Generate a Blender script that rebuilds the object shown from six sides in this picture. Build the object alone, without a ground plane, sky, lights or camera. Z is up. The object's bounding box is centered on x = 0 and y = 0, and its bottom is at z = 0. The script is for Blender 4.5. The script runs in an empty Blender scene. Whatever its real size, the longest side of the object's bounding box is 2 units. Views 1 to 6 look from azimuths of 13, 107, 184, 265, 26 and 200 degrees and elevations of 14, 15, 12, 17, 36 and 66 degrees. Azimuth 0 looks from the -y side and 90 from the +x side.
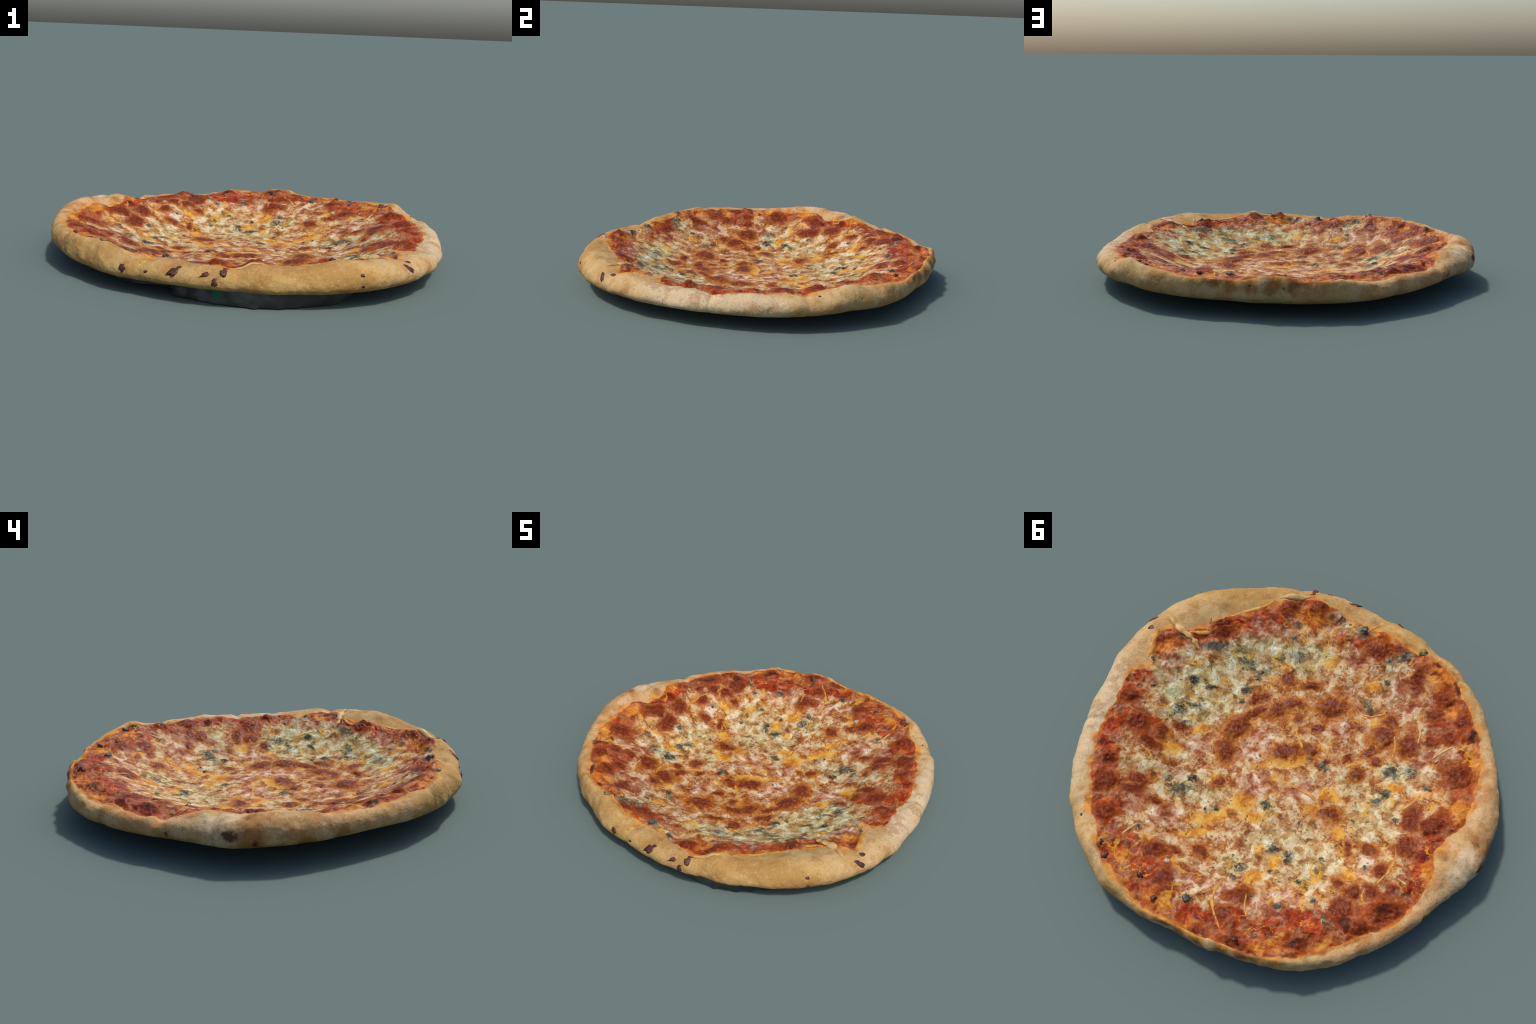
"""A baked four-cheese pizza: a sagging bowl of dough with a puffy uneven rim,
tomato sauce, melted cheese with browned blisters, blue-cheese crumbs, strands,
burnt drips on the rim, and a dark prop under its front edge."""
import bpy, math
import numpy as np

rng = np.random.default_rng(7)
COL = bpy.context.scene.collection

# ------------------------------------------------------------------ helpers
def periodic(pairs):
    """Smooth closed curve through (degrees, value) knots."""
    a = np.array([p[0] for p in pairs], float)
    v = np.array([p[1] for p in pairs], float)
    A = np.concatenate([a - 360, a, a + 360])
    V = np.concatenate([v, v, v])
    m = np.gradient(V, A)
    def f(deg):
        d = np.asarray(deg, float) % 360
        i = np.clip(np.searchsorted(A, d, side='right') - 1, 0, len(A) - 2)
        h = A[i + 1] - A[i]
        t = (d - A[i]) / h
        return ((2*t**3 - 3*t**2 + 1) * V[i] + (t**3 - 2*t**2 + t) * h * m[i]
                + (-2*t**3 + 3*t**2) * V[i + 1] + (t**3 - t**2) * h * m[i + 1])
    return f

def hashed(ix, iy, iz, seed):
    h = (ix * 374761393 + iy * 668265263 + iz * 2147483647 + seed * 974711) & 0xFFFFFFFF
    h = ((h ^ (h >> 13)) * 1274126177) & 0xFFFFFFFF
    h = h ^ (h >> 16)
    return (h & 0xFFFF) / 65535.0

def noise3(x, y, z, seed=0):
    """Value noise, -1..1."""
    xi, yi, zi = np.floor(x), np.floor(y), np.floor(z)
    fx, fy, fz = x - xi, y - yi, z - zi
    xi, yi, zi = xi.astype(np.int64), yi.astype(np.int64), zi.astype(np.int64)
    s = lambda t: t*t*t*(t*(t*6 - 15) + 10)
    u, v, w = s(fx), s(fy), s(fz)
    r = 0
    for a in (0, 1):
        for b in (0, 1):
            for c in (0, 1):
                k = (u if a else 1 - u) * (v if b else 1 - v) * (w if c else 1 - w)
                r = r + k * hashed(xi + a, yi + b, zi + c, seed)
    return r * 2 - 1

def fbm(x, y, z, octaves=3, seed=0):
    r, amp, tot = 0, 1.0, 0
    for o in range(octaves):
        k = 2.03 ** o
        r = r + amp * noise3(x*k + 7.3*o, y*k - 3.1*o, z*k + 1.7*o, seed + o)
        tot += amp
        amp *= 0.5
    return r / tot

def smooth(e0, e1, x):
    t = np.clip((x - e0) / (e1 - e0), 0, 1)
    return t * t * (3 - 2 * t)

# ------------------------------------------------------------ overall shape
# knots in degrees round the pizza (0 = +x, 90 = +y)
RIM_RADIUS = periodic([(4, .985), (12, .993), (20, 1.0), (32, 1.008), (44, 1.003), (50, 1.006), (56, .998), (62, .983),
    (68, .966), (76, .945), (84, .944), (92, .95), (105, .962), (113, .974), (124, .97), (130, .967), (139, .961),
    (148, .962), (155, .975), (165, 1.01), (171, 1.006), (178, 1.001), (185, .99), (192, .982), (200, .971), (213, .967),
    (221, .963), (231, .955), (241, .945), (256, .94), (265, .946), (274, .956), (284, .967), (296, .992), (304, 1.013),
    (312, 1.03), (322, 1.038), (328, 1.037), (335, 1.027), (342, 1.021), (350, 1.006), (357, .991)])
TOPPING_EDGE_KNOTS = [(3, .89), (9, .90), (15, .897), (20, .91), (25, .90), (33, .925), (39, .912), (46, .945), (53, .935),
    (63, .945), (68, .935), (77, .925), (90, .925), (105, .938), (112, .93), (117, .915), (125, .905), (141, .905), (145, .895),
    (151, .872), (157, .84), (161, .808), (168, .82), (175, .86), (181, .862), (190, .884), (203, .90), (217, .892), (224, .90),
    (232, .875), (238, .838), (245, .832), (251, .845), (258, .82), (266, .83), (272, .865), (278, .89), (285, .868),
    (291, .847), (301, .83), (312, .832), (318, .83), (324, .87), (330, .935), (335, .88), (340, .84), (347, .897), (355, .88)]
TOPPING_EDGE = periodic(TOPPING_EDGE_KNOTS)
EDGE_HEIGHT = periodic([(0, .109), (22, .12), (45, .134), (67, .128), (90, .12), (112, .12), (135, .122), (157, .136),
    (180, .144), (202, .142), (225, .134), (247, .118), (270, .117), (292, .113), (315, .126), (337, .117)])
CREST_HEIGHT = periodic([(0, .155), (14, .168), (30, .172), (45, .195), (56, .187), (67, .176), (80, .171), (90, .169), (100, .170), (112, .175), (128, .172),
    (140, .168), (150, .178), (162, .203), (180, .205), (202, .193), (225, .198), (240, .178), (255, .165), (270, .165),
    (282, .163), (300, .178), (315, .186), (330, .17), (345, .163)])
UNDER_HEIGHT = periodic([(0, .066), (22, .066), (45, .074), (67, .066), (90, .062), (112, .066), (135, .072), (157, .075),
    (180, .081), (202, .09), (225, .073), (247, .066), (270, .072), (292, .066), (315, .068), (337, .07)])
BOWL_R = [0, .2, .3, .4, .5, .6, .7, .8, .87, .95, 1.05]
BOWL_Z = [.022, .022, .024, .031, .051, .087, .13, .16, .178, .186, .19]
UNDER_R = [0, .25, .4, .55, .7, .82, .9, 1.05]
UNDER_Z = [.001, .002, .006, .026, .05, .062, .07, .075]
CREASES = [(4, .011, 1.3), (31, .011, 1.4), (146, .018, 1.8), (161, .010, 1.4), (331, .014, 2.2), (283, .012, 2.2), (255, .008, 1.6), (222, .010, 1.8)]

# ------------------------------------------- where the toppings lie (metres)
# x, y, half-length, half-width, turn in degrees
BLISTER = [
    (0.31, -0.01, 0.061, 0.035, 110), (0.3, -0.14, 0.064, 0.045, 44), (0.74, 0.01, 0.044, 0.039, 51), (0.63, 0.01, 0.041, 0.032, 96), (0.66, 0.09, 0.057, 0.026, 179),
    (0.56, -0.06, 0.026, 0.019, 6), (0.82, -0.1, 0.037, 0.033, 39), (0.14, -0.3, 0.054, 0.038, 42), (0.64, 0.28, 0.041, 0.028, 18), (0.76, 0.36, 0.047, 0.04, 28),
    (0.63, 0.35, 0.047, 0.031, 15), (0.53, -0.62, 0.039, 0.029, 23), (0.52, -0.57, 0.043, 0.028, 23), (0.25, -0.32, 0.064, 0.026, 35), (0.25, -0.24, 0.072, 0.021, 45),
    (0.8, -0.43, 0.03, 0.025, 172), (0.29, 0.16, 0.024, 0.022, 18), (0.8, 0.24, 0.038, 0.029, 28), (0.09, -0.85, 0.043, 0.033, 13), (0.21, -0.83, 0.074, 0.02, 46),
    (-0.26, -0.7, 0.057, 0.035, 173), (-0.37, -0.74, 0.038, 0.033, 179), (-0.6, -0.43, 0.028, 0.025, 166), (-0.73, -0.42, 0.034, 0.031, 138), (-0.63, -0.51, 0.034, 0.032, 147),
    (-0.4, -0.29, 0.052, 0.048, 47), (-0.53, -0.27, 0.051, 0.04, 105), (-0.61, -0.3, 0.036, 0.027, 178), (-0.69, -0.33, 0.033, 0.029, 171), (-0.77, -0.15, 0.057, 0.054, 166),
    (-0.11, -0.39, 0.07, 0.049, 10), (0.03, -0.09, 0.069, 0.038, 17), (-0.41, -0.37, 0.032, 0.028, 158), (-0.35, -0.2, 0.047, 0.026, 34), (-0.32, -0.07, 0.034, 0.034, 169),
    (-0.4, -0.16, 0.022, 0.018, 1), (-0.48, -0.58, 0.06, 0.027, 93), (-0.08, -0.26, 0.029, 0.023, 18), (0.07, -0.35, 0.05, 0.031, 5), (-0.08, -0.13, 0.035, 0.031, 18),
    (0.03, -0.47, 0.057, 0.018, 10), (0.14, -0.46, 0.039, 0.033, 16), (0.43, 0.59, 0.044, 0.036, 25), (0.25, 0.53, 0.041, 0.032, 110), (0.34, 0.71, 0.041, 0.034, 56),
    (0.53, 0.36, 0.034, 0.023, 8), (0.71, 0.51, 0.053, 0.029, 22), (0.76, 0.36, 0.044, 0.04, 30), (0.28, 0.15, 0.026, 0.019, 110), (0.11, 0.91, 0.05, 0.033, 1),
    (-0.05, 0.91, 0.046, 0.033, 2), (0.35, 0.56, 0.025, 0.022, 32), (0.03, 0.78, 0.031, 0.027, 15), (0.0, 0.68, 0.044, 0.043, 10), (-0.26, 0.16, 0.064, 0.033, 4),
    (-0.39, 0.31, 0.042, 0.016, 106), (-0.48, 0.29, 0.032, 0.026, 8), (-0.63, 0.1, 0.062, 0.035, 95), (-0.73, 0.12, 0.058, 0.042, 53), (-0.64, 0.25, 0.044, 0.037, 108),
    (-0.63, 0.57, 0.068, 0.047, 34), (-0.54, 0.67, 0.037, 0.031, 21), (-0.54, 0.5, 0.034, 0.028, 15), (-0.47, 0.52, 0.035, 0.031, 106), (-0.31, 0.82, 0.049, 0.027, 18),
    (-0.45, 0.61, 0.048, 0.043, 105), (-0.56, 0.39, 0.029, 0.028, 117), (-0.39, 0.49, 0.025, 0.022, 11),
]
MOLD = [
    (0.35, -0.48, 0.053, 0.032, 7), (0.58, -0.3, 0.035, 0.027, 36), (0.59, -0.13, 0.041, 0.036, 80), (0.53, -0.18, 0.041, 0.021, 27), (0.27, -0.46, 0.057, 0.021, 38),
    (0.32, -0.35, 0.035, 0.029, 23), (0.32, -0.28, 0.016, 0.013, 26), (0.74, -0.19, 0.013, 0.012, 87), (0.49, -0.3, 0.035, 0.013, 24), (0.54, -0.08, 0.033, 0.016, 16),
    (0.41, 0.18, 0.03, 0.019, 25), (0.52, 0.22, 0.019, 0.018, 75), (0.45, 0.25, 0.073, 0.034, 24), (0.79, -0.32, 0.03, 0.017, 108), (0.52, -0.5, 0.092, 0.025, 22),
    (0.28, -0.42, 0.018, 0.018, 88), (-0.15, -0.77, 0.035, 0.033, 91), (-0.03, -0.82, 0.025, 0.018, 109), (0.13, -0.59, 0.054, 0.031, 15), (0.13, -0.51, 0.026, 0.011, 108),
    (0.17, -0.66, 0.017, 0.013, 109), (-0.27, -0.44, 0.027, 0.019, 113), (-0.3, -0.41, 0.028, 0.02, 3), (-0.48, -0.12, 0.048, 0.043, 154), (-0.56, -0.14, 0.042, 0.033, 178),
    (-0.66, -0.06, 0.023, 0.016, 136), (-0.48, -0.0, 0.033, 0.029, 175), (-0.16, -0.07, 0.041, 0.027, 106), (-0.39, -0.69, 0.061, 0.026, 27), (-0.32, -0.66, 0.028, 0.021, 3),
    (-0.34, -0.56, 0.021, 0.017, 173), (-0.09, -0.09, 0.012, 0.011, 18), (0.17, -0.73, 0.022, 0.021, 169), (0.26, 0.29, 0.017, 0.016, 14), (0.3, 0.31, 0.02, 0.011, 110),
    (0.39, 0.35, 0.011, 0.01, 101), (0.04, 0.2, 0.034, 0.021, 168), (-0.06, 0.4, 0.038, 0.036, 117), (0.1, 0.49, 0.014, 0.01, 110), (-0.09, 0.52, 0.018, 0.011, 64),
    (0.06, 0.6, 0.02, 0.015, 20), (0.21, 0.77, 0.029, 0.021, 19), (-0.05, 0.67, 0.011, 0.011, 12), (0.47, 0.27, 0.039, 0.03, 32), (-0.14, 0.42, 0.022, 0.02, 109),
    (0.54, 0.51, 0.019, 0.015, 26), (-0.18, 0.68, 0.025, 0.022, 110), (0.05, 0.54, 0.032, 0.03, 22), (-0.37, 0.16, 0.02, 0.013, 172), (-0.45, 0.04, 0.03, 0.029, 142),
    (-0.48, -0.01, 0.023, 0.022, 163), (-0.56, 0.12, 0.021, 0.019, 120), (-0.49, 0.39, 0.018, 0.016, 2), (-0.14, 0.42, 0.037, 0.029, 109), (-0.39, 0.69, 0.024, 0.011, 106),
    (-0.22, 0.53, 0.019, 0.015, 16), (-0.39, 0.55, 0.01, 0.007, 14), (-0.14, 0.25, 0.029, 0.007, 94), (-0.29, 0.39, 0.016, 0.015, 13), (-0.31, 0.61, 0.021, 0.019, 108),
]
YELLOW = [
    (0.47, -0.08, 0.052, 0.02, 34), (0.16, -0.52, 0.032, 0.024, 16), (0.55, 0.07, 0.041, 0.036, 50), (0.1, -0.01, 0.076, 0.023, 34), (0.05, 0.06, 0.027, 0.015, 17),
    (-0.28, -0.54, 0.032, 0.027, 167), (-0.34, -0.35, 0.028, 0.022, 3), (-0.04, -0.59, 0.035, 0.017, 12), (0.0, -0.04, 0.076, 0.026, 17), (-0.3, -0.12, 0.048, 0.017, 26),
    (0.15, 0.23, 0.064, 0.047, 16), (-0.02, 0.57, 0.052, 0.037, 34), (0.26, 0.34, 0.1, 0.041, 31), (0.3, 0.44, 0.091, 0.023, 28), (-0.01, 0.43, 0.03, 0.03, 116),
    (0.08, 0.28, 0.06, 0.029, 17), (-0.09, 0.46, 0.045, 0.033, 109), (0.31, 0.14, 0.041, 0.022, 19), (-0.52, -0.04, 0.04, 0.022, 174), (-0.32, 0.25, 0.045, 0.03, 107),
    (-0.43, 0.44, 0.044, 0.034, 11), (-0.24, 0.07, 0.062, 0.029, 164), (-0.18, 0.15, 0.04, 0.029, 18),
]
BLUE_ZONE = [
    (0.52, -0.28, 0.229, 0.144, 13), (0.7, -0.3, 0.104, 0.086, 34), (0.34, -0.52, 0.171, 0.096, 19), (0.54, -0.12, 0.138, 0.05, 24), (0.11, -0.58, 0.142, 0.075, 14),
    (-0.05, -0.8, 0.095, 0.062, 154), (-0.38, -0.61, 0.102, 0.077, 95), (-0.3, -0.42, 0.045, 0.04, 137), (-0.52, -0.11, 0.1, 0.065, 171), (-0.3, -0.04, 0.089, 0.061, 107),
    (0.43, 0.22, 0.113, 0.052, 17), (-0.02, 0.38, 0.113, 0.111, 172), (0.33, 0.25, 0.121, 0.045, 20), (0.09, 0.54, 0.077, 0.06, 20), (-0.45, 0.09, 0.115, 0.107, 141),
    (-0.15, 0.3, 0.099, 0.087, 15), (-0.23, 0.45, 0.148, 0.12, 12), (-0.45, 0.2, 0.077, 0.06, 7), (0.64, 0.21, 0.11, 0.044, 28), (0.02, 0.23, 0.079, 0.047, 109),
]
PINK_ZONE = [
    (0.7, -0.34, 0.076, 0.043, 26), (0.33, -0.66, 0.115, 0.055, 18), (-0.16, -0.64, 0.077, 0.047, 7), (-0.41, -0.57, 0.079, 0.066, 43), (-0.48, -0.44, 0.109, 0.044, 36),
    (0.22, -0.72, 0.07, 0.057, 109), (-0.64, -0.22, 0.126, 0.037, 26), (0.19, -0.08, 0.111, 0.092, 15), (0.11, 0.11, 0.102, 0.067, 17), (-0.22, -0.3, 0.11, 0.046, 24),
    (0.22, 0.68, 0.107, 0.063, 8), (0.07, 0.69, 0.069, 0.064, 19), (-0.13, 0.68, 0.081, 0.049, 18), (0.46, 0.42, 0.088, 0.057, 54), (0.61, 0.42, 0.069, 0.044, 27),
    (-0.2, 0.63, 0.113, 0.044, 17), (-0.5, 0.34, 0.057, 0.045, 8), (-0.71, 0.08, 0.05, 0.043, 4), (0.09, 0.12, 0.082, 0.052, 17), (-0.1, 0.09, 0.081, 0.059, 17),
    (0.45, 0.01, 0.075, 0.045, 23),
]
SAUCE = [
    (0.81, -0.21, 0.077, 0.039, 47), (0.83, -0.06, 0.11, 0.04, 85), (0.83, 0.09, 0.11, 0.052, 95), (0.8, 0.24, 0.073, 0.057, 108), (0.75, 0.36, 0.07, 0.065, 38),
    (0.7, 0.48, 0.081, 0.079, 35), (0.57, 0.63, 0.08, 0.075, 24), (0.43, 0.63, 0.108, 0.062, 176), (0.44, 0.73, 0.085, 0.08, 113), (0.2, 0.85, 0.104, 0.056, 31),
    (0.02, 0.8, 0.123, 0.06, 12), (-0.16, 0.78, 0.135, 0.047, 17), (0.31, 0.81, 0.073, 0.056, 92), (0.22, 0.9, 0.056, 0.036, 15), (-0.32, 0.71, 0.184, 0.061, 11),
    (-0.54, 0.64, 0.101, 0.074, 52), (-0.71, 0.35, 0.137, 0.049, 86), (-0.76, 0.14, 0.098, 0.057, 85), (-0.67, 0.46, 0.068, 0.067, 82), (-0.64, 0.55, 0.086, 0.07, 21),
    (-0.29, 0.83, 0.091, 0.042, 18), (0.51, -0.61, 0.1, 0.049, 31), (0.08, -0.82, 0.121, 0.072, 14), (-0.64, -0.51, 0.108, 0.079, 101), (-0.67, -0.36, 0.091, 0.079, 175),
    (-0.25, -0.73, 0.079, 0.055, 167), (-0.38, -0.74, 0.055, 0.044, 4), (-0.17, -0.37, 0.179, 0.084, 16), (0.05, -0.27, 0.14, 0.094, 16), (-0.11, -0.12, 0.206, 0.053, 6),
    (-0.77, -0.16, 0.073, 0.068, 122), (-0.44, -0.26, 0.117, 0.082, 15), (0.72, 0.02, 0.103, 0.059, 18), (0.64, 0.08, 0.083, 0.045, 5), (0.27, -0.14, 0.141, 0.085, 35),
    (0.31, -0.01, 0.083, 0.062, 111),
]
ORANGE = [
    (-0.58, -0.62, 0.091, 0.062, 157), (-0.67, -0.48, 0.081, 0.052, 128), (-0.26, -0.77, 0.064, 0.039, 179), (0.12, -0.79, 0.093, 0.05, 15), (0.15, 0.89, 0.1, 0.036, 177),
    (0.34, 0.82, 0.084, 0.043, 167), (-0.17, 0.88, 0.121, 0.03, 22), (-0.39, 0.81, 0.104, 0.027, 33), (-0.82, 0.03, 0.078, 0.037, 103), (-0.76, 0.34, 0.082, 0.025, 86),
    (0.75, -0.41, 0.076, 0.033, 23), (0.42, -0.72, 0.115, 0.016, 31), (0.55, 0.68, 0.056, 0.039, 20), (-0.26, 0.82, 0.061, 0.031, 17), (-0.83, -0.23, 0.108, 0.026, 103),
    (-0.66, -0.03, 0.088, 0.019, 39),
]
CHAR = [
    (-0.55, -0.68, 0.029, 0.017, 3), (-0.79, -0.36, 0.029, 0.015, 101), (-0.67, -0.58, 0.033, 0.016, 113), (-0.54, -0.63, 0.017, 0.01, 8), (-0.96, 0.66, 0.006, 0.006, 65),
    (0.1, 0.93, 0.025, 0.015, 16), (-0.14, 0.93, 0.042, 0.014, 17), (-0.3, 0.81, 0.043, 0.014, 28), (-0.48, 0.68, 0.033, 0.018, 105), (-0.62, 0.56, 0.037, 0.017, 38),
]


BLISTER = [(x, y, a * 1.12, b * 1.12, t) for x, y, a, b, t in BLISTER]

def ellipse_distance(x, y, e):
    """1 on the border of the ellipse, 0 in its middle."""
    cx, cy, a, b, ang = e
    t = math.radians(ang)
    dx, dy = x - cx, y - cy
    p = (dx * math.cos(t) + dy * math.sin(t)) / a
    q = (-dx * math.sin(t) + dy * math.cos(t)) / b
    return np.sqrt(p * p + q * q)

# extra lumps of topping that stand up at the rim: x, y, size, height
# broad swellings and hollows of the whole upper side: x, y, size, height
SWELLS = [(-.775, -.13, .075, -.036), (-.81, .33, .07, .022), (-.49, -.68, .07, .026), (.24, -.79, .06, .022), (-.02, .92, .07, .020), (.345, .70, .07, .022),
          (.69, .67, .06, .020), (.865, -.40, .06, .020), (.0, -.76, .06, -.021), (-.46, .80, .08, -.015), (.48, .14, .10, -.006), (1.0, -.12, .08, -.008),
          (-.31, -.69, .05, -.012), (-.53, -.78, .07, -.008), (.82, -.18, .055, -.011), (-.58, .185, .05, .010), (-.78, .16, .045, -.012), (-.84, .05, .045, .014),
          (.90, .46, .05, .008), (.82, .56, .05, -.008)]
def swell(x, y):
    return sum(k * np.exp(-((x - a)**2 + (y - b)**2) / s_**2) for a, b, s_, k in SWELLS)
MOUNDS = [(.10, -.84, .06, .026), (-.31, .855, .07, .02), (.34, .80, .05, .014), (-.26, -.77, .06, .014),
          (-.60, -.62, .07, .018), (.53, -.61, .06, .012), (.05, .90, .06, .010), (.70, .50, .05, .012),
          (-.78, -.36, .045, .02), (-.55, .66, .06, .014), (.80, -.10, .05, .008), (.0, .80, .06, .008)]

def bowl_height(x, y):
    return np.interp(np.hypot(x, y), BOWL_R, BOWL_Z)

def topping_relief(x, y, edge_fraction):
    wx = x + .016 * fbm(x * 16, y * 16, 0 * x, 2, 31)
    wy = y + .016 * fbm(x * 16, y * 16, 0 * x + 5, 2, 37)
    h = np.zeros_like(x)
    for i, e in enumerate(BLISTER):
        d = ellipse_distance(wx, wy, e)
        k = min(e[2], e[3])
        h = np.maximum(h, (.20 + .09 * math.sin(i * 2.4)) * k * np.sqrt(np.clip(1 - d**2 * .8, 0, 1)) * smooth(1.12, .75, d))
    for e in MOLD:
        d = ellipse_distance(wx, wy, e)
        h = h + .005 * smooth(1.3, .3, d)
    for cx, cy, s, k in MOUNDS:
        d = np.hypot(wx - cx, wy - cy) / s
        h = h + k * np.exp(-d * d * 1.6)
    lumpy = .55 + 1.1 * smooth(.72, .95, edge_fraction)
    h = h + lumpy * (0.0085 * fbm(wx * 17, wy * 19, 0 * x, 3, 3) + 0.0022 * (1 - 2 * np.abs(noise3(wx * 48, wy * 48, 0 * x, 9))))
    h = h + .0008 * fbm(x * 120, y * 120, 0 * x, 2, 17)
    return h

# ------------------------------------------------------- the body as one mesh
NT = 1080
N_TOP, N_RIM, N_UNDER = 250, 96, 60
theta = np.arange(NT) * 2 * np.pi / NT
deg = np.degrees(theta)
ct, st = np.cos(theta), np.sin(theta)
RIM_TRIM = periodic([(0, .005), (45, .010), (75, .002), (90, -.003), (110, .008), (130, .002), (152, -.005), (180, -.002), (225, -.003), (270, -.003), (315, .004)])
BELLY_TRIM = periodic([(0, -.005), (45, .001), (90, -.006), (135, -.004), (180, -.004), (205, -.009), (225, -.015), (270, -.014), (315, -.007)])
CREST_TRIM = periodic([(0, 0), (45, 0), (75, 0), (100, 0), (120, -.005), (135, -.006), (150, -.010), (165, -.006), (178, .006), (192, -.010),
    (212, -.012), (235, -.006), (270, -.002), (300, .006), (315, .010), (335, .002)])
# the wall of the bowl is lower towards +x/-y and higher towards -x/+y
BOWL_TILT = periodic([(0, -.014), (45, -.006), (90, .005), (135, .010), (180, .002), (225, -.007), (270, -.011), (315, -.018)])
def bowl_z(r, d):
    return np.interp(r, BOWL_R, BOWL_Z) + BOWL_TILT(d) * smooth(.35, .62, r) * smooth(.93, .78, r)

R = RIM_RADIUS(deg) + RIM_TRIM(deg) + .004 * noise3(ct * 9, st * 9, 0 * ct, 5)
crease = np.zeros(NT)
for a, k, w in CREASES:
    d = (deg - a + 180) % 360 - 180
    crease += k * np.exp(-(d / w) ** 2)
    R = R - k * np.exp(-(d / (w * .4)) ** 2) * .3
r_in = TOPPING_EDGE(deg) + .013 * fbm(ct * 20, st * 20, 0 * ct, 2, 11) + .004 * noise3(ct * 60, st * 60, 0 * ct, 12)
r_in = np.minimum(r_in, R - .022)
z_mid, z_top, z_bot = EDGE_HEIGHT(deg) + BELLY_TRIM(deg), CREST_HEIGHT(deg) + CREST_TRIM(deg) - crease + .005 * fbm(ct * 11, st * 11, 0 * ct, 2, 61), UNDER_HEIGHT(deg) + BELLY_TRIM(deg) * .55

rows = []
# topping, centre outwards
s = np.linspace(0, 1, N_TOP + 1)[1:] ** .8
r = s[:, None] * r_in[None]
x, y = r * ct, r * st
z_edge = np.minimum(bowl_z(r_in, deg), z_top - .004)
blend = smooth(.80, 1.0, s)[:, None]
z_flat = bowl_z(r, deg[None]) * (1 - blend) + blend * (z_edge - (1 - s[:, None]) * r_in * .12)
relief = topping_relief(x, y, np.repeat(s[:, None], NT, 1))
fade = smooth(1.0, .965, s)[:, None] * .45 + .55
rows.append(np.stack([x, y, z_flat + relief * fade + swell(x, y)], -1))
edge_relief = (relief * fade)[-1]

# rim: inner slope, crest, outer bulge, underside
width = R - r_in
r_crest = R - np.clip(.62 * width, .016, .085)
t = np.linspace(0, 1, N_RIM + 1)[1:]
n1, n2 = int(N_RIM * .3), int(N_RIM * .7)
rr, zz = [], []
for k in range(N_RIM):
    if k < n1:
        q = (k + 1) / n1
        rr.append(r_in + (r_crest - r_in) * q)
        zz.append(z_edge + (z_top - z_edge) * math.sin(q * math.pi / 2) ** 1.2)
    elif k < n2:
        a = (k + 1 - n1) / (n2 - n1) * math.pi / 2
        rr.append(r_crest + (R - r_crest) * math.sin(a))
        zz.append(z_mid + (z_top - z_mid) * math.cos(a) ** 1.1)
    else:
        a = (k + 1 - n2) / (N_RIM - n2) * math.pi / 2
        inset = .085
        rr.append(R - inset + inset * math.cos(a) ** .9)
        zz.append(z_mid - (z_mid - z_bot) * math.sin(a) ** .9)
rr, zz = np.array(rr), np.array(zz)
x, y = rr * ct, rr * st
settle = np.linspace(1, 0, N_RIM)[:, None] ** np.where(R - r_in < .05, 2.2, 6)[None]
lump = .010 * fbm(x * 5, y * 5, zz * 5, 2, 41) + .005 * fbm(x * 20, y * 20, zz * 20, 2, 43) + .0012 * fbm(x * 90, y * 90, zz * 90, 2, 47)
ramp = smooth(0, .2, np.linspace(0, 1, N_RIM))[:, None] * smooth(1.0, .9, np.linspace(0, 1, N_RIM))[:, None]
outward = smooth(0, 1, (rr - r_crest) / np.maximum(R - r_crest, 1e-4))
up = np.where(np.arange(N_RIM)[:, None] < n2, 1 - .8 * outward, -.15)
# browned dough bubbles where the topping runs right up to the edge
bubble = np.zeros_like(x)
for a, lift, size, k in [(101, .145, .034, .015), (94.3, .155, .024, .012), (87, .15, .036, .018), (80.5, .148, .026, .013), (70, .155, .032, .009), (109, .16, .028, .010)]:
    c = math.radians(a)
    rad = float(RIM_RADIUS(a)) - .02
    d = np.sqrt((x - rad * math.cos(c))**2 + (y - rad * math.sin(c))**2 + (zz - lift)**2) / size
    bubble = np.maximum(bubble, k * np.exp(-d**2 * 1.5))
push = lump * ramp + bubble
rr2 = rr + push * outward
body = smooth(1.0, .55, np.linspace(0, 1, N_RIM))[:, None]
zz2 = zz + push * up + edge_relief * settle + swell(x, y) * body
rows.append(np.stack([rr2 * ct, rr2 * st, zz2], -1))
# underside back to the centre
r_last, z_last = rr2[-1], zz2[-1]
q = np.linspace(0, 1, N_UNDER + 1)[1:-1][:, None]
ru = r_last * (1 - q)
zu = np.interp(ru, UNDER_R, UNDER_Z)
join = smooth(.25, 0, q)
zu = zu * (1 - join) + join * (z_last + 0 * ru)
x, y = ru * ct, ru * st
zu = np.maximum(zu + .003 * fbm(x * 8, y * 8, 0 * x, 2, 51) * (1 - join), 0.0005)
rows.append(np.stack([x, y, zu], -1))

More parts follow.
